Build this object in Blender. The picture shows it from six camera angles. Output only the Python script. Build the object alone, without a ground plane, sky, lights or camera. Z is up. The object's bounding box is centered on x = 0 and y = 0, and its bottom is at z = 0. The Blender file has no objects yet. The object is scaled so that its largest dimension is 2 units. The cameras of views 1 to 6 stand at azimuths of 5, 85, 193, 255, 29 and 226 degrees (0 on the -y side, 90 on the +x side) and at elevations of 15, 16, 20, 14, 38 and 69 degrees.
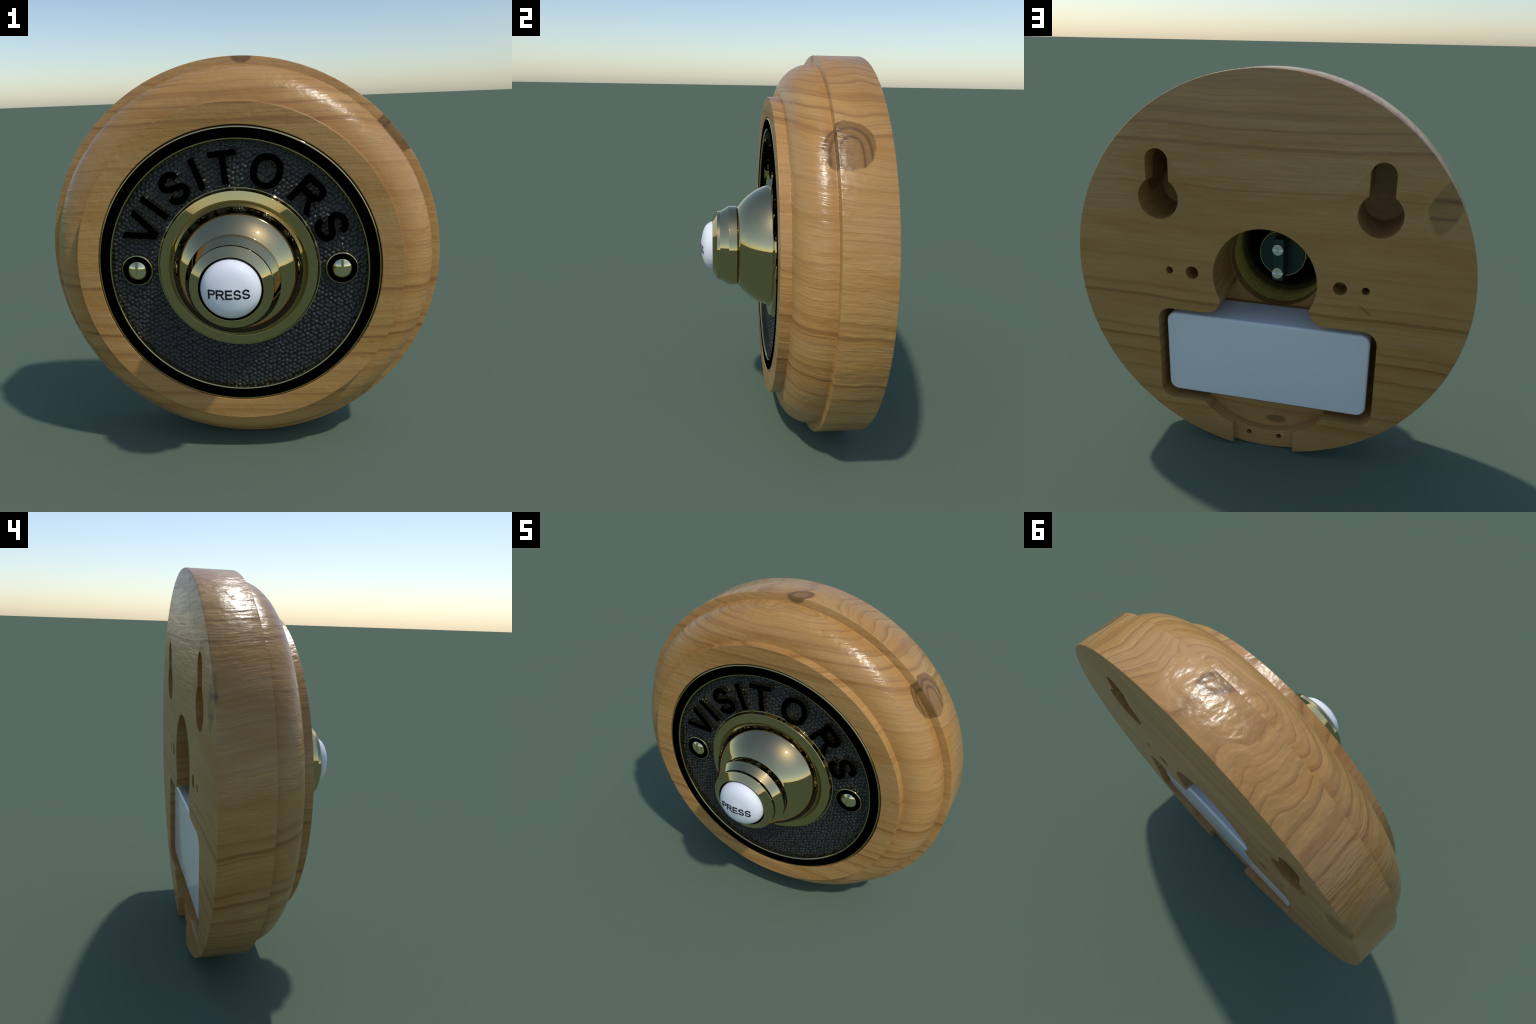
"""A round turned-pine doorbell: brass push on a black pebbled plate, hollowed back."""
import bpy, bmesh, math, random
import numpy as np
from mathutils import Matrix, Vector

random.seed(7)
CZ = 1.0                     # height of the turning axis (runs along y)
SEG = 256
DEBUG = False

scene = bpy.context.scene
COL = scene.collection

# ------------------------------------------------------------------ node helper
class NT:
    """Tiny helper that writes shader node trees as expressions."""
    def __init__(self, name):
        self.mat = bpy.data.materials.new(name)
        self.mat.use_nodes = True
        self.nt = self.mat.node_tree
        self.nt.nodes.clear()
        self.out = self.nt.nodes.new("ShaderNodeOutputMaterial")

    def node(self, kind, **props):
        n = self.nt.nodes.new(kind)
        for k, v in props.items():
            setattr(n, k, v)
        return n

    def put(self, sock, val):
        if isinstance(val, bpy.types.NodeSocket):
            self.nt.links.new(val, sock)
        elif val is not None:
            if hasattr(sock.default_value, "__len__"):
                if not hasattr(val, "__len__"):
                    val = (val,) * 3
                if len(sock.default_value) == 4 and len(val) == 3:
                    val = tuple(val) + (1.0,)
            sock.default_value = val

    def math(self, op, a, b=None, c=None, clamp=False):
        n = self.node("ShaderNodeMath", operation=op, use_clamp=clamp)
        for i, v in enumerate((a, b, c)):
            if v is not None:
                self.put(n.inputs[i], v)
        return n.outputs[0]

    def add(self, *v):
        r = v[0]
        for x in v[1:]:
            r = self.math("ADD", r, x)
        return r

    def mul(self, *v):
        r = v[0]
        for x in v[1:]:
            r = self.math("MULTIPLY", r, x)
        return r

    def sub(self, a, b):
        return self.math("SUBTRACT", a, b)

    def sq(self, a):
        return self.math("MULTIPLY", a, a)

    def step(self, v, lo, hi, to0=0.0, to1=1.0):
        n = self.node("ShaderNodeMapRange", interpolation_type="SMOOTHSTEP")
        self.put(n.inputs["Value"], v)
        n.inputs["From Min"].default_value, n.inputs["From Max"].default_value = lo, hi
        n.inputs["To Min"].default_value, n.inputs["To Max"].default_value = to0, to1
        return n.outputs[0]

    def coords(self):
        n = self.node("ShaderNodeTexCoord")
        s = self.node("ShaderNodeSeparateXYZ")
        self.nt.links.new(n.outputs["Object"], s.inputs[0])
        return n.outputs["Object"], s.outputs[0], s.outputs[1], s.outputs[2]

    def vec(self, x, y, z):
        n = self.node("ShaderNodeCombineXYZ")
        for i, v in enumerate((x, y, z)):
            self.put(n.inputs[i], v)
        return n.outputs[0]

    def scaled(self, v, s, loc=(0, 0, 0)):
        n = self.node("ShaderNodeMapping")
        self.put(n.inputs["Vector"], v)
        n.inputs["Scale"].default_value = s
        n.inputs["Location"].default_value = loc
        return n.outputs[0]

    def noise(self, v, scale=1.0, detail=2.0, rough=0.5, dist=0.0):
        n = self.node("ShaderNodeTexNoise")
        self.put(n.inputs["Vector"], v)
        n.inputs["Scale"].default_value = scale
        n.inputs["Detail"].default_value = detail
        n.inputs["Roughness"].default_value = rough
        n.inputs["Distortion"].default_value = dist
        return n.outputs[0]

    def ramp(self, v, stops, interp="LINEAR"):
        n = self.node("ShaderNodeValToRGB")
        self.put(n.inputs[0], v)
        cr = n.color_ramp
        cr.interpolation = interp
        while len(cr.elements) < len(stops):
            cr.elements.new(0.5)
        for e, (p, c) in zip(cr.elements, stops):
            e.position = p
            e.color = (c, c, c, 1) if not hasattr(c, "__len__") else tuple(c) + (1,)
        return n.outputs[0]

    def mix(self, f, a, b, blend="MIX"):
        n = self.node("ShaderNodeMix", data_type="RGBA", blend_type=blend)
        self.put(n.inputs[0], f)
        self.put(n.inputs[6], a)
        self.put(n.inputs[7], b)
        return n.outputs[2]

    def bump(self, h, dist, strength=1.0, normal=None):
        n = self.node("ShaderNodeBump")
        self.put(n.inputs["Height"], h)
        n.inputs["Distance"].default_value = dist
        n.inputs["Strength"].default_value = strength
        if normal is not None:
            self.put(n.inputs["Normal"], normal)
        return n.outputs[0]

    def bevel(self, radius, samples=6):
        n = self.node("ShaderNodeBevel", samples=samples)
        n.inputs["Radius"].default_value = radius
        return n.outputs[0]

    def done(self, **kw):
        b = self.node("ShaderNodeBsdfPrincipled")
        for k, v in kw.items():
            self.put(b.inputs[k.replace("_", " ")], v)
        self.nt.links.new(b.outputs[0], self.out.inputs[0])
        return self.mat


# ------------------------------------------------------------------ materials
def make_wood():
    t = NT("pine_wood")
    P, x, y, z = t.coords()

    # --- knots: (mask, ring distance) in the plane across each branch
    edge_n = t.mul(t.sub(t.noise(P, 14.0, 3.0, 0.6), 0.5), 0.5)

    def ell(u, v, ru, rv):
        return t.math("SQRT", t.add(t.sq(t.mul(u, 1 / ru)), t.sq(t.mul(v, 1 / rv))))

    zc = t.sub(z, CZ)
    # knot on the right shoulder, branch running out radially
    rad_a = t.add(t.mul(x, 0.778), t.mul(zc, 0.628))
    tan_a = t.sub(t.mul(zc, 0.778), t.mul(x, 0.628))       # + is up along the rim
    u_a = t.sub(y, 0.222)
    d_a = ell(u_a, tan_a, 0.108, 0.122)
    in_a = t.mul(t.step(t.add(d_a, t.mul(edge_n, 0.5)), 0.92, 1.02, 1.0, 0.0),
                 t.step(rad_a, 0.60, 0.75), t.step(y, 0.105, 0.125))
    ring_a = t.math("SQRT", t.add(t.sq(t.mul(t.add(u_a, -0.004), 1 / 0.108)),
                                  t.sq(t.mul(t.math("MAXIMUM", t.add(tan_a, 0.03), 0.0), 1 / 0.15))))
    # knot on the crown
    u_b, v_b = t.sub(x, 0.046), t.sub(y, 0.205)
    depth_b = t.sub(2.0, t.add(z, t.mul(t.sq(x), 0.5)))
    d_b = t.math("SQRT", t.add(t.sq(ell(t.sub(u_b, t.mul(v_b, 0.35)), v_b, 0.058, 0.064)), t.sq(t.mul(depth_b, 1 / 0.042))))
    in_b = t.mul(t.step(t.add(d_b, t.mul(edge_n, 0.6)), 0.9, 1.05, 1.0, 0.0), t.step(z, 1.86, 1.96))
    # spike knot on the back face
    u_c, v_c = t.sub(x, -0.822), t.sub(z, 1.432)
    u_c2 = t.add(u_c, t.mul(v_c, 0.16))
    d_c = t.add(t.mul(t.math("POWER", t.math("ABSOLUTE", t.mul(u_c2, 1 / 0.078)), 1.5), 1.0),
                t.mul(t.math("POWER", t.math("ABSOLUTE", t.mul(v_c, 1 / 0.132)), 1.25), 1.0))
    in_c = t.mul(t.step(t.add(d_c, t.mul(edge_n, 0.35)), 0.80, 1.08, 1.0, 0.0), t.step(y, 0.385, 0.398))
    # small bruise on the floor of the round recess
    u_d, v_d = t.sub(x, -0.055), t.sub(z, 0.150)
    d_d = ell(u_d, v_d, 0.072, 0.028)
    in_d = t.mul(t.step(t.add(d_d, t.mul(edge_n, 1.2)), 0.55, 1.05, 1.0, 0.0), t.step(y, 0.25, 0.3),
                 t.step(y, 0.33, 0.36, 1.0, 0.0))

    # --- growth-ring coordinate: nearly level planks, leaning down to the back
    warp = t.mul(t.sub(t.noise(t.scaled(P, (0.8, 1.6, 1.3), (3.1, 0.4, 7.7)), 1.1, 2.0, 0.5), 0.5), 0.075)
    warp2 = t.mul(t.sub(t.noise(t.scaled(P, (1.5, 4.2, 3.2)), 1.0, 2.5, 0.55), 0.5), 0.040)
    crown = t.mul(t.sub(t.noise(t.scaled(P, (2.6, 3.6, 1.5), (1.7, 2.2, 0.0)), 1.0, 2.0, 0.45), 0.5), t.step(z, 1.68, 1.95), 0.105)
    bulge = t.add(
        t.mul(t.math("POWER", 2.718, t.mul(t.sq(d_a), -0.55)), t.step(rad_a, 0.5, 1.0), t.step(tan_a, -0.12, 0.12, -0.03, 0.03)),
        t.mul(t.math("POWER", 2.718, t.mul(t.sq(d_b), -0.30)), t.step(z, 1.6, 2.0), -0.03),
        t.mul(t.math("POWER", 2.718, t.mul(d_c, -0.9)), t.step(y, 0.2, 0.4), t.step(v_c, -0.15, 0.15, -0.03, 0.03)))
    f = t.add(z, t.mul(y, 0.11), warp, warp2, crown, bulge)

    # named late-wood lines: (height, darkness); each darkens slowly then stops sharply
    lines = [(0.255, .45), (0.345, .60), (0.465, .45), (0.565, .75), (0.660, .95), (0.713, .55),
             (0.902, 1.0), (0.960, .40), (1.106, .25), (1.495, .30), (1.705, .90), (1.785, .50), (1.850, .40)]
    # a ColorRamp holds 32 stops, so the list is split over two ramps
    def ramp_of(ls, before, after):
        st = [(0.0, 0.0)]
        for h, d in ls:
            st += [((h - before) / 2.1, 0.0), ((h - 0.002) / 2.1, d), ((h + after) / 2.1, 0.0)]
        return t.ramp(t.mul(f, 1 / 2.1), st[:32])
    late = t.add(ramp_of(lines[:7], 0.013, 0.004), ramp_of(lines[7:], 0.011, 0.004))
    glow = t.add(ramp_of(lines[:7], 0.044, 0.012), ramp_of(lines[7:], 0.030, 0.010))
    # turned surfaces show the grain more strongly than the flat faces
    geo = t.node("ShaderNodeNewGeometry")
    sn = t.node("ShaderNodeSeparateXYZ")
    t.nt.links.new(geo.outputs["True Normal"], sn.inputs[0])
    side = t.step(t.math("ABSOLUTE", sn.outputs[1]), 0.55, 0.97, 1.0, 0.50)

    # periodic thin rings between them
    fw = t.add(t.mul(f, 25.0), t.mul(t.noise(t.vec(0.0, 0.0, t.mul(f, 4.0)), 1.0, 1.0), 6.0))
    saw = t.math("POWER", t.math("FRACT", fw), 5.0)
    fw2 = t.add(t.mul(f, 50.0), t.mul(t.noise(t.vec(0.0, 3.0, t.mul(f, 7.0)), 1.0, 2.0), 14.0))
    thin = t.math("POWER", t.math("ABSOLUTE", t.sub(t.mul(t.math("FRACT", fw2), 2.0), 1.0)), 7.0)
    thin = t.mul(thin, side, t.step(t.noise(t.vec(t.mul(x, 1.6), t.mul(y, 2.0), t.mul(f, 14.0)), 1.0, 1.0), 0.30, 0.65))
    saw = t.mul(saw, t.step(t.math("FRACT", fw), 0.95, 1.0, 1.0, 0.0))
    saw_amt = t.step(t.noise(t.vec(t.mul(x, 0.7), t.mul(y, 1.0), t.mul(f, 5.0)), 1.6, 1.0), 0.34, 0.66)
    low = t.math("MAXIMUM", t.step(z, 0.75, 1.15, 1.0, 0.55), t.step(z, 1.5, 1.8, 0.0, 0.4))
    rings = t.mul(saw, saw_amt, low, side)

    # contour rings where the crown cuts almost along the growth rings
    g = t.math("SQRT", t.math("MAXIMUM", t.sub(2.075, f), 0.0))
    gw = t.add(t.mul(g, 23.0), t.mul(t.noise(t.vec(1.0, 0.0, t.mul(g, 6.0)), 1.0, 1.0), 3.0))
    gf = t.math("FRACT", gw)
    contour = t.mul(t.math("POWER", gf, 5.0), t.step(gf, 0.95, 1.0, 1.0, 0.0), t.step(z, 1.55, 1.78), side,
                    t.step(t.noise(t.vec(t.mul(x, 1.5), t.mul(y, 2.0), t.mul(g, 3.0)), 1.3, 1.0), 0.25, 0.6, 0.35, 1.0))

    # fibres
    fib = t.noise(t.vec(t.mul(x, 3.0), t.mul(y, 3.0), t.mul(f, 95.0)), 1.0, 3.0, 0.6)
    fib2 = t.noise(t.vec(t.mul(x, 9.0), t.mul(y, 9.0), t.mul(f, 240.0)), 1.0, 2.0, 0.5)
    blot = t.noise(t.vec(t.mul(x, 1.5), t.mul(y, 2.5), t.mul(f, 9.0)), 1.0, 2.0)

    light = (0.500, 0.276, 0.088)
    warm = (0.450, 0.228, 0.060)
    dark = (0.235, 0.104, 0.030)
    col = t.mix(t.step(blot, 0.38, 0.66), light, warm)
    pale = t.noise(t.vec(t.mul(x, 1.2), t.mul(y, 2.0), t.mul(f, 6.0)), 1.7, 2.0)
    col = t.mix(t.mul(t.step(pale, 0.45, 0.68), 0.5), col, (0.500, 0.280, 0.104))
    col = t.mix(t.mul(t.step(fib, 0.38, 0.72), 0.30), col, (0.370, 0.195, 0.062))
    col = t.mix(t.mul(t.step(fib2, 0.45, 0.75), 0.12), col, (0.36, 0.195, 0.07))
    col = t.mix(t.mul(glow, 0.62), col, (0.400, 0.185, 0.040))
    col = t.mix(t.mul(rings, 0.90), col, (0.270, 0.124, 0.036))
    col = t.mix(t.mul(contour, 0.90), col, (0.235, 0.105, 0.030))
    col = t.mix(t.mul(thin, t.step(z, 1.4, 1.8, 0.64, 0.72)), col, (0.300, 0.150, 0.050))
    col = t.mix(t.math("MINIMUM", t.mul(late, 1.05), 0.95), col, dark)

    # knots over the grain
    kn = (0.295, 0.152, 0.042)
    kd = (0.085, 0.036, 0.011)
    ka = t.ramp(t.add(ring_a, t.mul(edge_n, 0.25)),
                [(0.0, 0.25), (0.30, 0.05), (0.38, 0.2), (0.44, 0.85), (0.52, 0.25), (0.66, 0.1),
                 (0.76, 0.85), (0.85, 0.3), (0.93, 0.3), (1.0, 0.8)])
    col = t.mix(t.mul(in_a, 0.95), col, t.mix(ka, kn, kd))
    col = t.mix(t.mul(in_b, 0.85), col, t.mix(t.ramp(d_b, [(0, .3), (.4, .1), (.7, .7), (1, .5)]), kn, kd))
    band_c = t.add(t.step(t.math("ABSOLUTE", t.sub(v_c, 0.036)), 0.0, 0.024, 0.75, 0.0),
                   t.step(t.math("ABSOLUTE", t.add(v_c, 0.047)), 0.0, 0.014, 0.8, 0.0))
    halo_c = t.mul(t.step(d_c, 1.0, 1.15), t.step(d_c, 1.2, 1.45, 1.0, 0.0), t.step(y, 0.365, 0.39))
    col = t.mix(t.mul(halo_c, 0.25), col, (0.52, 0.31, 0.10))
    col = t.mix(t.mul(in_c, 0.80), col, t.mix(band_c, (0.31, 0.165, 0.044), kd))
    col = t.mix(t.mul(in_d, 0.60), col, kd)
    # a short gouge on the back face
    gx = t.add(t.sub(x, -0.500), 0.0)
    gz = t.add(t.sub(z, 0.903), 0.0)
    along = t.add(t.mul(gx, -0.765), t.mul(gz, -0.644))
    across = t.sub(t.mul(gx, -0.644), t.mul(gz, -0.765))
    gouge = t.mul(t.step(ell(along, across, 0.055, 0.010), 0.4, 1.0, 1.0, 0.0), t.step(y, 0.39, 0.40))
    col = t.mix(t.mul(gouge, 0.7), col, dark)

    comb = t.noise(t.vec(t.mul(x, 5.0), t.mul(y, 7.0), t.mul(f, 42.0)), 1.0, 2.0)
    h = t.add(t.mul(fib, side, 0.28), t.mul(fib2, 0.04), t.mul(thin, -0.03), t.mul(rings, -0.14), t.mul(late, -0.15),
              t.mul(comb, side, 0.60), t.mul(t.noise(P, 26.0, 3.0), 0.42),
              t.mul(t.noise(t.scaled(P, (17.0, 10.0, 17.0)), 1.0, 2.0, 0.55), t.step(z, 1.55, 1.95), side, 1.15))
    nrm = t.bump(h, 0.010, 0.58, t.bevel(0.0038))
    rough = t.add(t.step(fib, 0.3, 0.7, 0.24, 0.34), t.mul(t.sub(1.0, side), 0.12))
    return t.done(Base_Color=col, Roughness=rough, Normal=nrm)


def make_brass(name, color, rough, streaks=False):
    t = NT(name)
    P, x, y, z = t.coords()
    kw = {}
    if streaks:
        ang = t.math("ARCTAN2", x, t.sub(z, CZ))
        n1 = t.noise(t.vec(t.mul(ang, 14.0), t.mul(y, 5.0), 0.0), 1.0, 3.0, 0.7)
        kw["Normal"] = t.bump(n1, 0.006, 0.4)
        kw["Roughness"] = t.step(n1, 0.35, 0.65, 0.35, 0.6)
        streak = t.noise(t.vec(t.mul(ang, 30.0), t.mul(y, 3.0), 2.0), 1.0, 2.0, 0.6)
        color = t.mix(t.step(streak, 0.50, 0.60), tuple(c * 1.1 for c in color), tuple(min(1, c * 1.9) for c in color))
        color = t.mix(t.step(y, -0.17, -0.05), (0.004, 0.0035, 0.001), color)   # unlit depth of the bore painted as a fade to black
    else:
        n = t.noise(P, 40.0, 2.0)
        kw["Roughness"] = t.step(n, 0.3, 0.7, rough * 0.85, rough * 1.15)
    return t.done(Base_Color=color, Metallic=0.1 if streaks else 1.0, **kw)


def make_plain(name, color, rough, spec=0.5, var=0.06, coat=0.0):
    t = NT(name)
    P, x, y, z = t.coords()
    n = t.noise(P, 9.0, 3.0)
    dk = tuple(c * (1 - var) for c in color)
    return t.done(Base_Color=t.mix(n, dk, color), Roughness=rough,
                  Specular_IOR_Level=spec, Coat_Weight=coat)


def make_leather():
    t = NT("pebbled_black")
    P, x, y, z = t.coords()
    n = t.noise(P, 60.0, 2.0)
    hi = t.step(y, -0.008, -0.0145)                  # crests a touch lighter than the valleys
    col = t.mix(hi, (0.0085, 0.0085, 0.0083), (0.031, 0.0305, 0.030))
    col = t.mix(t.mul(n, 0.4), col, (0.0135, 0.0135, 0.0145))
    fine = t.noise(P, 260.0, 2.0)
    return t.done(Base_Color=col, Roughness=0.28, Normal=t.bump(fine, 0.002, 0.2))


WOOD = make_wood()
BRASS = make_brass("polished_brass", (0.55, 0.448, 0.235), 0.022)
BRASS_IN = make_brass("raw_brass_bore", (0.76, 0.59, 0.13), 0.3, streaks=True)  # colour lightened, metal cut, so daylight from the opening shows on the wall
BRASS_SCREW = make_brass("pale_brass", (0.86, 0.76, 0.48), 0.03)
BLACK = make_plain("blacked_out_brass", (0.0005, 0.0005, 0.0005), 1.0, 0.0)  # brass tops coloured black where coincident faces rendered unlit
DARK = make_plain("painted_cavity_shadow", (0.003, 0.003, 0.002), 0.9, 0.05)
LEATHER = make_leather()
CERAMIC = make_plain("white_ceramic", (0.84, 0.85, 0.88), 0.5, 0.35, 0.02)
WHITE = make_plain("white_plastic", (0.83, 0.86, 0.84), 0.12, 0.5, 0.03)
INK = make_plain("black_ink", (0.012, 0.012, 0.014), 0.6, 0.3)
GREEN = make_plain("green_plastic", (0.011, 0.062, 0.050), 0.35, 0.5, 0.1)
STEEL = make_brass("bright_steel", (0.93, 0.94, 0.92), 0.02)


# ------------------------------------------------------------------ mesh helpers
def add_obj(name, me, mats, parent=None, smooth=True, angle=30, loc=None):
    ob = bpy.data.objects.new(name, me)
    COL.objects.link(ob)
    for m in mats:
        me.materials.append(m)
    if smooth:
        me.shade_smooth()
        me.set_sharp_from_angle(angle=math.radians(angle))
    if parent is not None:
        ob.parent = parent
    if loc is not None:
        ob.location = loc
    return ob


def rounded(pts, closed=True, seg=6, sup=0.0025):
    """Round the corners of a profile. pts: (r, y, radius). Guard loops sit beside each arc."""
    out = []
    n = len(pts)
    for i, p in enumerate(pts):
        c = Vector(p[:2])
        rad = p[2] if len(p) > 2 else 0.0
        if rad <= 0 or (not closed and i in (0, n - 1)):
            out.append(tuple(c))
            continue
        a, b = Vector(pts[i - 1][:2]), Vector(pts[(i + 1) % n][:2])
        da, db = (a - c), (b - c)
        la, lb = da.length, db.length
        da.normalize(); db.normalize()
        half = math.acos(max(-1, min(1, da.dot(db)))) / 2
        cut = min(rad / math.tan(half), la * 0.49, lb * 0.49)
        rad = cut * math.tan(half)
        ctr = c + (da + db).normalized() * (rad / math.sin(half))
        p0, p1 = c + da * cut, c + db * cut
        if la > cut * 2 + sup * 2:
            out.append(tuple(c + da * (cut + sup)))
        u0, u1 = p0 - ctr, p1 - ctr
        a0, a1 = math.atan2(u0.y, u0.x), math.atan2(u1.y, u1.x)
        d = (a1 - a0 + math.pi) % (2 * math.pi) - math.pi
        for k in range(seg + 1):
            an = a0 + d * k / seg
            out.append((ctr.x + rad * math.cos(an), ctr.y + rad * math.sin(an)))
        if lb > cut * 2 + sup * 2:
            out.append(tuple(c + db * (cut + sup)))
    return out


def revolve(name, prof, closed=True, seg=SEG, cz=CZ):
    """Turn a (radius, y) profile round the y axis through height cz."""
    me = bpy.data.meshes.new(name)
    bm = bmesh.new()
    rings = []
    for r, y in prof:
        if r < 1e-6:
            rings.append([bm.verts.new((0, y, cz))])
        else:
            rings.append([bm.verts.new((r * math.sin(2 * math.pi * k / seg), y,
                                        cz + r * math.cos(2 * math.pi * k / seg))) for k in range(seg)])
    pairs = list(zip(rings, rings[1:])) + ([(rings[-1], rings[0])] if closed else [])
    for a, b in pairs:
        for k in range(seg):
            q = [a[k % len(a)], a[(k + 1) % seg % len(a)], b[(k + 1) % seg % len(b)], b[k % len(b)]]
            q = list(dict.fromkeys(q))
            if len(q) > 2:
                bm.faces.new(q)
    bmesh.ops.recalc_face_normals(bm, faces=bm.faces)
    bm.to_mesh(me)
    bm.free()
    return me


def prism(name, outline, y0, y1):
    """Solid with an (x, z) outline, from y0 to y1."""
    me = bpy.data.meshes.new(name)
    bm = bmesh.new()
    a = [bm.verts.new((x, y0, z)) for x, z in outline]
    b = [bm.verts.new((x, y1, z)) for x, z in outline]
    n = len(outline)
    bm.faces.new(a)
    bm.faces.new(b[::-1])
    for k in range(n):
        bm.faces.new((a[k], b[k], b[(k + 1) % n], a[(k + 1) % n]))
    bmesh.ops.recalc_face_normals(bm, faces=bm.faces)
    bm.to_mesh(me)
    bm.free()
    return me


def arc(cx, cz, r, a0, a1, n=16):
    return [(cx + r * math.cos(math.radians(a0 + (a1 - a0) * k / n)),
             cz + r * math.sin(math.radians(a0 + (a1 - a0) * k / n))) for k in range(n + 1)]


def carve(ob, cutters):
    """Boolean-subtract the cutter meshes and bake the result."""
    for cm in cutters:
        c = bpy.data.objects.new("cutter", cm)
        COL.objects.link(c)
        c.hide_render = True
        m = ob.modifiers.new("cut", "BOOLEAN")
        m.operation, m.solver, m.object = "DIFFERENCE", "EXACT", c
        dg = bpy.context.evaluated_depsgraph_get()
        me = bpy.data.meshes.new_from_object(ob.evaluated_get(dg))
        old = ob.data
        ob.modifiers.clear()
        ob.data = me
        bpy.data.meshes.remove(old)
        bpy.data.objects.remove(c)
        bpy.data.meshes.remove(cm)
        if DEBUG:
            bm = bmesh.new(); bm.from_mesh(me)
            print("CUT", len(me.vertices), bm.calc_volume(), sum(not e.is_manifold for e in bm.edges))
            bm.free()
    return ob


# ------------------------------------------------------------------ the thing
bell = bpy.data.objects.new("doorbell", None)
COL.objects.link(bell)
bell["label"] = "round turned pine doorbell with brass push and black pebbled plate"
bell["category"] = "doorbell"

BACK = 0.4055
# ---- wooden mount: rim collar, ovolo moulding, shoulder, flat back
ovolo = [(0.799 + 0.158 * math.sin(a), 0.158 - 0.157 * math.cos(a))
         for a in np.linspace(0.02, math.pi / 2, 40)]
wood_prof = (
    [(0.0, 0.045), (0.6905, 0.045)]
    + [(0.6905, -0.0475), (0.6915, -0.0495), (0.695, -0.0500)]
    + [(0.7936, -0.0500), (0.7940, -0.0496), (0.7940, 0.0)]
    + ovolo
    + [(0.9575, 0.1680), (0.9590, 0.1695)]
    + [(0.9972, 0.1715), (0.9992, 0.1722), (1.0, 0.1740)]
    + [(1.0, BACK - 0.004), (0.9985, BACK - 0.0012), (0.9955, BACK)]
    + [(0.0, BACK)]
)
wood = add_obj("wooden_mount", revolve("wooden_mount", wood_prof, closed=False, seg=320), [WOOD], bell, smooth=False)

cut = []
# arch opening into the battery pocket
R_A, NECK = 0.2645, 0.868
xn = math.sqrt(R_A ** 2 - (CZ - NECK) ** 2)
an = math.degrees(math.asin((NECK - CZ) / R_A))
TOP, BOT, HALF, RC = 0.787, 0.248, 0.572, 0.072
RN = NECK - TOP
outline = arc(0, CZ, R_A, an, 180 - an, 72)
outline += arc(-xn - RN, NECK, RN, 0, -90, 14)[1:]
outline += arc(-HALF + RC, TOP - RC, RC, 90, 180, 12)
outline += arc(-HALF + RC, BOT + RC, RC, 180, 270, 12)
outline += arc(HALF - RC, BOT + RC, RC, 270, 360, 12)
outline += arc(HALF - RC, TOP - RC, RC, 0, 90, 12)
outline += arc(xn + RN, NECK, RN, 270, 180, 14)[:-1]
cut.append(prism("pocket", outline, 0.11, 0.5))
# bore for the brass
cut.append(prism("bore", arc(0, CZ, 0.2625, 0, 360 * 119 / 120, 119), 0.0, 0.2))
# round recess below the pocket, and the cable notch at the foot
cut.append(prism("round_recess", arc(0, 0.524, 0.4235, 180 + 12, 360 - 12, 64), 0.320, 0.5))
cut.append(prism("notch", [(-0.168, -0.1), (0.167, -0.1), (0.167, 0.3), (-0.168, 0.3)], 0.368, 0.5))
# keyhole hangers
for sx in (-1, 1):
    kx, kz, kr, sr, st = sx * 0.541, 1.376, 0.1045, 0.0588, 1.5605
    a0 = math.degrees(math.acos(sr / kr))
    key = arc(kx, kz, kr, 180 - a0, 360 + a0, 48) + arc(kx, st, sr, 0, 180, 24)
    cut.append(prism("keyhole", key, 0.10, 0.5))
    cut.append(prism("hole", arc(sx * 0.376, 1.001, 0.034, 0, 352, 44), 0.285, 0.5))
    cut.append(prism("hole", arc(sx * 0.4985, 1.002, 0.0195, 0, 350, 35), 0.16, 0.5))
for hx, hz in ((0.085, 0.071), (-0.083, 0.071)):
    cut.append(prism("hole", arc(hx, hz, 0.0155, 0, 348, 29), 0.27, 0.5))
carve(wood, cut)
wood.data.shade_smooth()
wood.data.set_sharp_from_angle(angle=math.radians(32))
if not wood.data.materials:
    wood.data.materials.append(WOOD)

# ---- brass backplate: outer ring, dished floor, sloping flange round the dome
plate_prof = rounded([
    (0.2620, 0.0445), (0.6870, 0.0445), (0.6870, -0.0495, 0.0075), (0.6228, -0.0495, 0.0075),
    (0.6228, -0.0030), (0.4000, -0.0030), (0.4000, -0.0165, 0.002), (0.3950, -0.0165, 0.001), (0.3870, -0.0325, 0.0015),
    (0.3850, -0.0350, 0.001), (0.3400, -0.0404, 0.0030), (0.3350, -0.0345), (0.3310, -0.0338), (0.3250, -0.0150), (0.2620, -0.0150)])
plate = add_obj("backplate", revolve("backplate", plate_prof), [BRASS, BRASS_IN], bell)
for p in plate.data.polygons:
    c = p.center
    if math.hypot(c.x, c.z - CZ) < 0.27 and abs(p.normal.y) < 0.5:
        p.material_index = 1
add_obj("ring_band", revolve("ring_band", [(0.6308, -0.0480), (0.6785, -0.0480), (0.6785, -0.0503), (0.6308, -0.0503)]),
        [BLACK], plate, angle=20)

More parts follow.
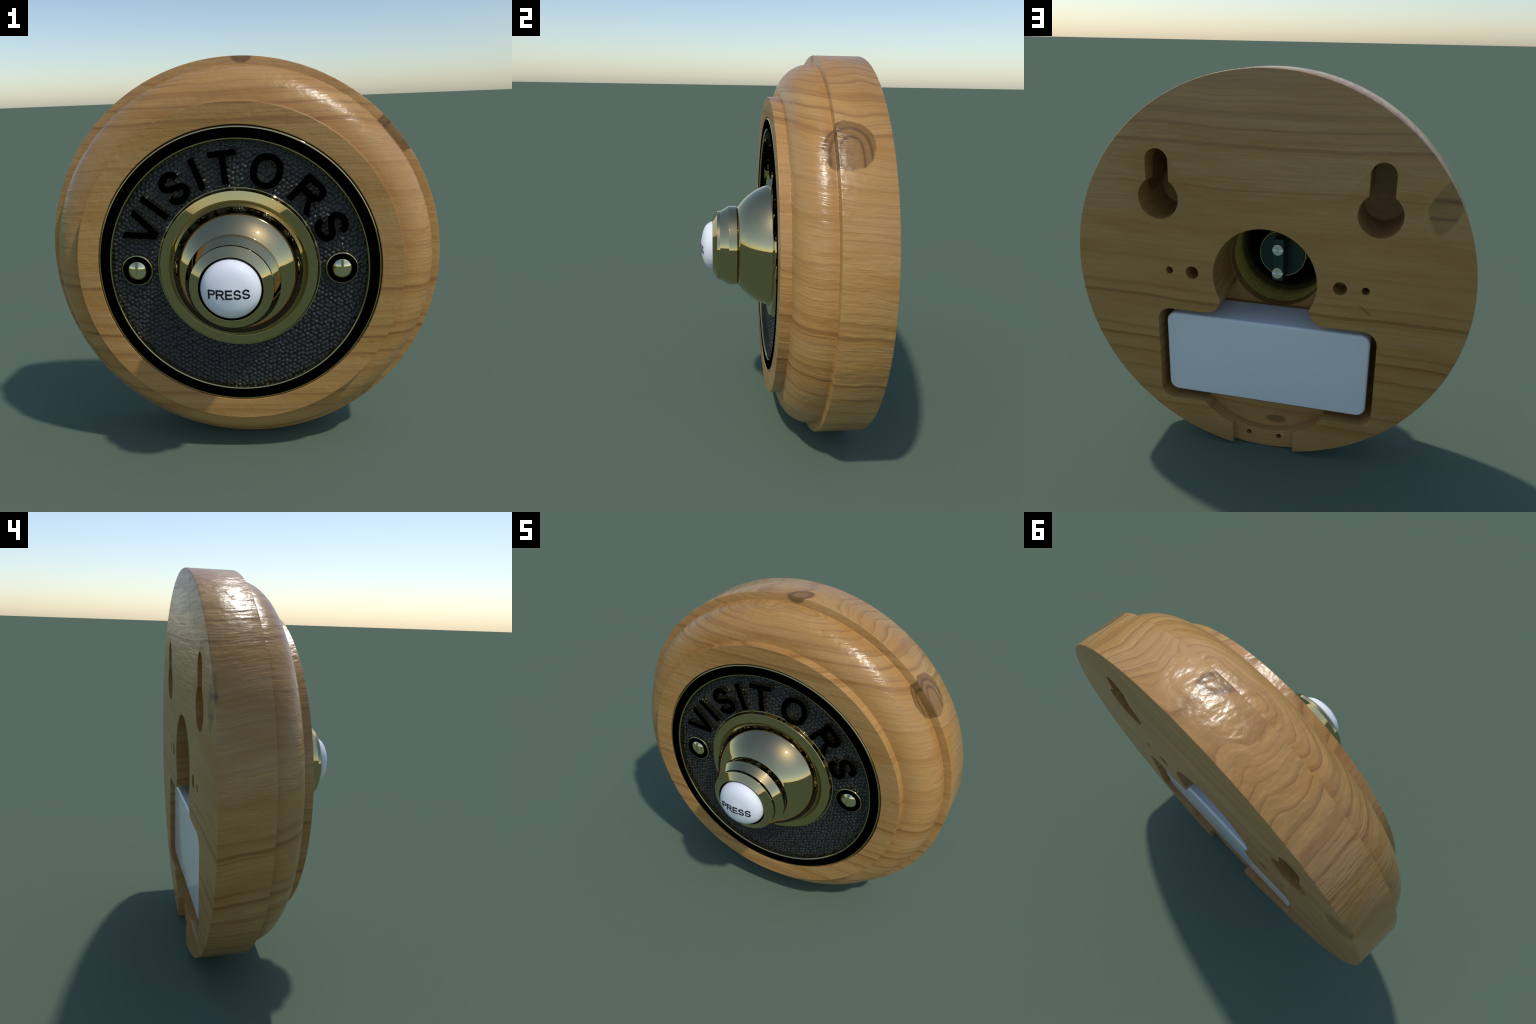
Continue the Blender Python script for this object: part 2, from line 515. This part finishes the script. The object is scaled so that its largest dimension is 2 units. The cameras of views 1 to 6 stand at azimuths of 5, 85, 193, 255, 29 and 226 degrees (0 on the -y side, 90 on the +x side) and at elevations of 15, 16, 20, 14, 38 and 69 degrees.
# ---- pebbled panel: real bumps on a jittered lattice
def pebbled_panel():
    r0, r1, ring_n, seg = 0.398, 0.624, 84, 1080
    pitch = 0.0228
    rng = np.random.default_rng(11)
    n = int(0.70 / (pitch * 0.87)) + 2
    jj, ii = np.meshgrid(np.arange(-n, n), np.arange(-n, n), indexing="ij")
    px = (ii + 0.5 * (jj % 2)) * pitch
    pz = jj * pitch * 0.87
    ca, sa = math.cos(0.45), math.sin(0.45)
    px, pz = px * ca - pz * sa, px * sa + pz * ca
    px = px + rng.uniform(-.21, .21, px.shape) * pitch
    pz = pz + rng.uniform(-.21, .21, pz.shape) * pitch
    amp = rng.uniform(0.75, 1.15, px.shape)
    pts = np.stack([px.ravel(), pz.ravel()], 1)
    amp = amp.ravel()
    keep = np.hypot(*pts.T) < 0.68
    keep &= np.hypot(*pts.T) > 0.35
    pts, amp = pts[keep], amp[keep]
    rr = np.linspace(r0, r1, ring_n)
    aa = np.linspace(0, 2 * np.pi, seg, endpoint=False)
    A, Rr = np.meshgrid(aa, rr)
    X, Z = Rr * np.sin(A), Rr * np.cos(A)
    H = np.zeros(X.shape)
    # nearest bump via a coarse bucket grid
    cell = pitch * 1.5
    key = np.floor(pts / cell).astype(int)
    bucket = {}
    for i, k in enumerate(map(tuple, key)):
        bucket.setdefault(k, []).append(i)
    flat = np.stack([X.ravel(), Z.ravel()], 1)
    fk = np.floor(flat / cell).astype(int)
    order = np.lexsort(fk.T)
    Hf = np.zeros(len(flat))
    bounds = np.flatnonzero(np.any(np.diff(fk[order], axis=0) != 0, axis=1)) + 1
    for grp in np.split(order, bounds):
        k = fk[grp[0]]
        near = [i for dx in (-1, 0, 1) for dz in (-1, 0, 1) for i in bucket.get((k[0] + dx, k[1] + dz), [])]
        if not near:
            continue
        d = np.linalg.norm(flat[grp][:, None] - pts[near][None], axis=2)
        w = np.maximum(0, 1 - (d / (pitch * 0.52)) ** 2) ** 1.25 * amp[near][None]
        Hf[grp] = w.max(1)
    H = Hf.reshape(X.shape) * 0.0072
    Y = -0.0080 - H
    me = bpy.data.meshes.new("textured_panel")
    verts = np.stack([X, Y, Z + CZ], 2).reshape(-1, 3)
    idx = np.arange(ring_n * seg).reshape(ring_n, seg)
    nx = np.roll(idx, -1, axis=1)
    faces = np.stack([idx[:-1], idx[1:], nx[1:], nx[:-1]], 2).reshape(-1, 4)
    me.from_pydata(verts.tolist(), [], faces.tolist())
    me.update()
    return me

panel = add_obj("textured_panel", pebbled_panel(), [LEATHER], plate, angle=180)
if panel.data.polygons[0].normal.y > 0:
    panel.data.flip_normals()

# ---- dome
DC, DR = (0.0207, 0.0549), 0.3258          # centre and radius of the dome's section arc
def dome_pt(y, off=0.0):
    return (DC[0] + math.sqrt((DR - off) ** 2 - (y - DC[1]) ** 2), y)
outer = [dome_pt(y) for y in np.linspace(-0.0180, -0.2070, 60)]
inner = [(0.2150, -0.1880), (0.2615, -0.1420), (0.2615, -0.0900), (0.2615, -0.0180)]
dome_prof = outer + [(0.2125, -0.2100), (0.2090, -0.2090), (0.2070, -0.2050)] + inner
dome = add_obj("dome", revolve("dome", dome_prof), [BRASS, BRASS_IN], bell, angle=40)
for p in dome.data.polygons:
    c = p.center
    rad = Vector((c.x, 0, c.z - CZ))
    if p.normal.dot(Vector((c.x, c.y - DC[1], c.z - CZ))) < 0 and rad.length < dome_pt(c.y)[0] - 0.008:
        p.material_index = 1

# ---- stepped cap that holds the push
cap_prof = rounded([
    (0.1442, -0.1800), (0.2050, -0.1800), (0.2050, -0.2100), (0.2172, -0.2115, 0.002), (0.2172, -0.2550, 0.002), (0.1895, -0.3010, 0.001),
    (0.1888, -0.3160, 0.002), (0.1450, -0.3415, 0.002), (0.1442, -0.3380)])
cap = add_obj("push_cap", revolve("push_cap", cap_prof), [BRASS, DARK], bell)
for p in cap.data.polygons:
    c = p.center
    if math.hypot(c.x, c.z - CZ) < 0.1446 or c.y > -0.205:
        p.material_index = 1  # cap's inner and back faces blackened for cavity darkness, hiding bright reflections
add_obj("gap_shadow_disc", revolve("gap_shadow_disc", [(0.0, -0.318), (0.1438, -0.318), (0.1438, -0.300), (0.0, -0.300)], closed=False),  # near-black disc modelled for the shadowed gap round the button
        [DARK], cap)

# ---- porcelain button
BT = [(0.1345, -0.312), (0.1340, -0.3380), (0.1305, -0.3500), (0.1240, -0.3625), (0.1130, -0.3755),
      (0.0980, -0.3855), (0.0780, -0.3935), (0.0520, -0.3995), (0.0260, -0.4042), (0.0, -0.4055)]
def button_profile(n=60):
    """Even, smooth samples of the button outline (Catmull-Rom, mirrored at the tip)."""
    P = [Vector(p) for p in BT]
    P = [P[0] * 2 - P[1]] + P + [Vector((-P[-2].x, P[-2].y))]
    out = []
    for i in range(1, len(P) - 2):
        for k in range(6):
            s = k / 6
            a, b, c, d = P[i - 1], P[i], P[i + 1], P[i + 2]
            out.append(tuple(0.5 * ((2 * b) + (c - a) * s + (2 * a - 5 * b + 4 * c - d) * s * s + (3 * b - a - 3 * c + d) * s ** 3)))
    out.append((0.0, BT[-1][1]))
    return out
BPROF = button_profile()
button = add_obj("button", revolve("button", BPROF, closed=False, seg=128), [CERAMIC], bell, angle=180)
_br = np.array([p[0] for p in BPROF][::-1]); _by = np.array([p[1] for p in BPROF][::-1])
def button_y(r):
    return float(np.interp(r, _br, _by))

# ------------------------------------------------------------------ lettering
def smooth_path(pts, n=10):
    P = [Vector(p) for p in pts]
    P = [P[0] * 2 - P[1]] + P + [P[-1] * 2 - P[-2]]
    out = []
    for i in range(1, len(P) - 2):
        a, b, c, d = P[i - 1:i + 3]
        for k in range(n):
            s = k / n
            out.append(0.5 * ((2 * b) + (c - a) * s + (2 * a - 5 * b + 4 * c - d) * s * s + (3 * b - a - 3 * c + d) * s ** 3))
    out.append(P[-2])
    return out


def ribbon(path, w):
    L, Rr = [], []
    for i, p in enumerate(path):
        t = (path[min(i + 1, len(path) - 1)] - path[max(i - 1, 0)]).normalized()
        n = Vector((-t.y, t.x)) * (w / 2)
        L.append(tuple(p + n)); Rr.append(tuple(p - n))
    return L + Rr[::-1]


def glyph(ch, s):
    """Closed outlines (unit cap height, left edge near 0) and the width of a plain sans capital; s = stroke."""
    h = s / 2
    if ch == "I":
        return [[(0, 0), (s, 0), (s, 1), (0, 1)]], s
    if ch == "T":
        w = 0.83
        return [[(w / 2 - h, 0), (w / 2 + h, 0), (w / 2 + h, 1 - s * .92), (w, 1 - s * .92), (w, 1), (0, 1),
                 (0, 1 - s * .92), (w / 2 - h, 1 - s * .92)]], w
    if ch == "V":
        w, m = 0.98, s * 1.08
        return [[(w / 2 - h * 1.08, 0), (w / 2 + h * 1.08, 0), (w, 1), (w - m, 1), (w / 2, s * 1.25), (m, 1), (0, 1)]], w
    if ch == "E":
        w = 0.74
        return [[(0, 0), (w, 0), (w, s), (s, s), (s, .5 - h), (w * .93, .5 - h), (w * .93, .5 + h), (s, .5 + h),
                 (s, 1 - s), (w * .98, 1 - s), (w * .98, 1), (0, 1)]], w
    if ch == "O":
        w = 0.97
        def el(a, b):
            return [(w / 2 + a * math.cos(q) * (1 + .03 * math.sin(2 * q) ** 2),
                     .5 + b * math.sin(q) * (1 + .03 * math.sin(2 * q) ** 2)) for q in np.linspace(0, 2 * math.pi, 64, endpoint=False)]
        return [el(w / 2, .525), el(w / 2 - s * 1.04, .525 - s * .93)], w
    if ch in "PR":
        w = 0.78 if ch == "P" else 0.90
        br = 0.285
        bx = w - br - (0.06 if ch == "R" else 0.0)
        mid = 1 - 2 * br
        outer = [(0, 0), (0, 1)] + arc(bx, 1 - br, br, 90, -90 if ch == "P" else -68, 20)
        if ch == "R":
            outer += [(w - .235, .36), (w - .16, .25), (w + .03, 0), (w + .03 - s * 1.2, 0), (w - .16 - s * 1.0, .22),
                      (bx - .06, .37), (bx - .14, mid - .01)]
        outer += [(s, mid), (s, 0)]
        inner = [(s, 1 - s * .95)] + arc(bx, 1 - br, br - s * .95, 90, -90, 16) + [(s, mid + s * .95)]
        return [outer, inner], w
    if ch == "S":
        w = 0.78
        c = [(.93, .73), (.84, .90), (.52, 1.0), (.18, .92), (.03, .74), (.14, .58), (.50, .49), (.86, .40), (.99, .23),
             (.84, .06), (.48, -.01), (.12, .08), (.01, .28)]
        path = [Vector((h + (w - s) * a, h - .02 + (1.03 - s) * b)) for a, b in c]
        return [ribbon(smooth_path(path), s)], w
    raise ValueError(ch)


def glyph_mesh(name, ch, stroke, size, depth, slices=0):
    """Extruded capital. Local x right, z up, face towards -y at y=0, body going back to +depth."""
    loops, w = glyph(ch, stroke)
    cu = bpy.data.curves.new(name, "CURVE")
    cu.dimensions, cu.fill_mode = "2D", "BOTH"
    cu.extrude = depth / 2
    for lp in loops:
        sp = cu.splines.new("POLY")
        sp.points.add(len(lp) - 1)
        for p, (a, b) in zip(sp.points, lp):
            p.co = ((a - w / 2) * size, b * size, 0, 1)
        sp.use_cyclic_u = True
    tmp = bpy.data.objects.new("tmp", cu)
    COL.objects.link(tmp)
    dg = bpy.context.evaluated_depsgraph_get()
    me = bpy.data.meshes.new_from_object(tmp.evaluated_get(dg))
    bpy.data.objects.remove(tmp)
    bpy.data.curves.remove(cu)
    me.materials.clear()
    me.name = name
    # curve plane xy -> xz, extrusion z -> y
    me.transform(Matrix(((1, 0, 0, 0), (0, 0, -1, depth / 2), (0, 1, 0, 0), (0, 0, 0, 1))))
    bm = bmesh.new()
    bm.from_mesh(me)
    bmesh.ops.remove_doubles(bm, verts=bm.verts, dist=1e-6)
    bmesh.ops.recalc_face_normals(bm, faces=bm.faces)
    if slices:
        for ax, lo, hi in ((0, -size * .6, size * .6), (2, 0, size)):
            for k in range(1, slices):
                co = Vector((0, 0, 0)); co[ax] = lo + (hi - lo) * k / slices
                no = Vector((0, 0, 0)); no[ax] = 1
                bmesh.ops.bisect_plane(bm, geom=bm.verts[:] + bm.edges[:] + bm.faces[:], plane_co=co, plane_no=no)
    bm.to_mesh(me)
    bm.free()
    return me, w * size


LETTER_Y, CAP, BASE_R = -0.0445, 0.158, 0.419
for ch, ang in zip("VISITORS", (-65.4, -51.2, -35.2, -20.4, -5.4, 18.0, 44.2, 65.4)):
    me, w = glyph_mesh("letter", ch, 0.198, CAP, 0.040)
    ob = add_obj("letter", me, [BLACK, BRASS], plate, angle=25)
    for p in me.polygons:
        p.material_index = 0 if p.normal.y < -0.7 else 1
    q = math.radians(ang)
    ob.matrix_local = (Matrix.Translation((BASE_R * math.sin(q), LETTER_Y, CZ + BASE_R * math.cos(q)))
                       @ Matrix.Rotation(q, 4, "Y"))

# printed word on the button: thin ink shapes laid on the curved face
PCAP, PZ = 0.0425, 0.9745 - CZ
sizes = [("P", .74), ("R", .80), ("E", .72), ("S", .74), ("S", .74)]
gap = 0.13
total = sum(w for _, w in sizes) + gap * 4
xcur = -total / 2
for ch, wl in sizes:
    me, w = glyph_mesh("printed_letter", ch, 0.178, PCAP, 0.0008, slices=14)
    bm = bmesh.new(); bm.from_mesh(me)
    cx = (xcur + wl / 2) * PCAP - 0.002
    for v in bm.verts:
        X, Z = v.co.x + cx, v.co.z + PZ
        v.co = (X, button_y(math.hypot(X, Z)) - 0.0009 + v.co.y, Z + CZ)
    bm.to_mesh(me); bm.free()
    add_obj("printed_letter", me, [INK], button, angle=40)
    xcur += wl + gap

# ------------------------------------------------------------------ face screws
SX, SZ = 0.5010, 1.0005
col_prof = rounded([(0.0470, -0.004), (0.0790, -0.004), (0.0785, -0.0335, 0.0065), (0.0470, -0.0335)])
col_me = revolve("screw_collar", col_prof, seg=96, cz=0.0)
blk_me = revolve("collar_band", [(0.0468, -0.0320), (0.0720, -0.0320), (0.0720, -0.0345), (0.0468, -0.0345)], seg=96, cz=0.0)
RS, HS = 0.0750, 0.0466
yh = math.sqrt(RS ** 2 - HS ** 2)
head = [(RS * math.sin(a), -0.031 + yh - RS * math.cos(a)) for a in np.linspace(math.asin(HS / RS), 0, 20)]
head_me = revolve("screw", [(0.0, 0.0), (0.0466, 0.0)] + head, closed=False, seg=96, cz=0.0)
tmpo = add_obj("tmp", head_me, [], None, smooth=False)
slot = prism("slot", [(-0.0064, -0.06), (0.0064, -0.06), (0.0064, 0.06), (-0.0064, 0.06)], -0.1, -0.034)
carve(tmpo, [slot])
head_me = tmpo.data
head_me.materials.clear()
bpy.data.objects.remove(tmpo)
for sx in (-1, 1):
    first = sx == -1
    c = add_obj("screw_collar", col_me, [BRASS] if first else [], plate, smooth=first, loc=(sx * SX, 0, SZ))
    add_obj("collar_band", blk_me, [BLACK] if first else [], c, smooth=first, angle=20)
    add_obj("screw", head_me, [BRASS_SCREW] if first else [], c, smooth=first, angle=35)

# ------------------------------------------------------------------ back fittings
def rounded_box(name, x0, x1, z0, z1, y0, y1, rc, re):
    """Box with rounded corners in plan (rc) and a soft back edge (re)."""
    lv = [(y0, 0.0)] + [(y1 - re + re * math.sin(a), re * (1 - math.cos(a))) for a in np.linspace(0, math.pi / 2, 7)]
    me = bpy.data.meshes.new(name)
    bm = bmesh.new()
    rows = []
    for y, ins in lv:
        r = rc - ins
        a = (arc(x1 - rc, z1 - rc, r, 0, 90, 10) + arc(x0 + rc, z1 - rc, r, 90, 180, 10)
             + arc(x0 + rc, z0 + rc, r, 180, 270, 10) + arc(x1 - rc, z0 + rc, r, 270, 360, 10))
        rows.append([bm.verts.new((x, y, z)) for x, z in a])
    n = len(rows[0])
    for a, b in zip(rows, rows[1:]):
        for k in range(n):
            bm.faces.new((a[k], b[k], b[(k + 1) % n], a[(k + 1) % n]))
    bm.faces.new(rows[0]); bm.faces.new(rows[-1])
    bmesh.ops.recalc_face_normals(bm, faces=bm.faces)
    bm.to_mesh(me); bm.free()
    return me

add_obj("battery_case", rounded_box("battery_case", -0.5385, 0.5375, 0.2860, 0.7515, 0.150, 0.380, 0.050, 0.013),
        [WHITE], bell, angle=40)

# push switch seen through the bore
tube = rounded([(0.1260, -0.300), (0.1325, -0.300), (0.1325, -0.004, 0.002), (0.1260, -0.004, 0.002)])
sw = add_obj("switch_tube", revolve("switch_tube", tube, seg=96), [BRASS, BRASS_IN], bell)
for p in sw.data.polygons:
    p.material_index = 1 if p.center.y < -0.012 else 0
add_obj("switch_base", revolve("switch_base", [(0.0, -0.05), (0.1258, -0.05), (0.1258, 0.0), (0.0, 0.0)], closed=False, seg=96),
        [GREEN], sw)
add_obj("switch_block", rounded_box("switch_block", -0.031, 0.031, 0.884, 1.120, -0.004, 0.110, 0.010, 0.004), [GREEN], sw, angle=40)
tp = rounded([(0.0, 0.105), (0.0305, 0.105), (0.0305, 0.1225, 0.002), (0.0, 0.1225)], closed=False, seg=3)
tmpo = add_obj("tmp", revolve("terminal_screw", tp, closed=False, seg=24, cz=0.0), [], None, smooth=False)
carve(tmpo, [prism("slot", [(a, -0.0035), (b, -0.0035), (b, 0.0035), (a, 0.0035)], 0.116, 0.2) for a, b in ((-0.05, -0.008), (0.008, 0.05))])
term_me = tmpo.data
term_me.materials.clear()
bpy.data.objects.remove(tmpo)
for i, tz in enumerate((1.062, 0.930)):
    add_obj("terminal_screw", term_me, [STEEL] if i == 0 else [], sw, smooth=i == 0, loc=(0.0, 0, tz), angle=30)
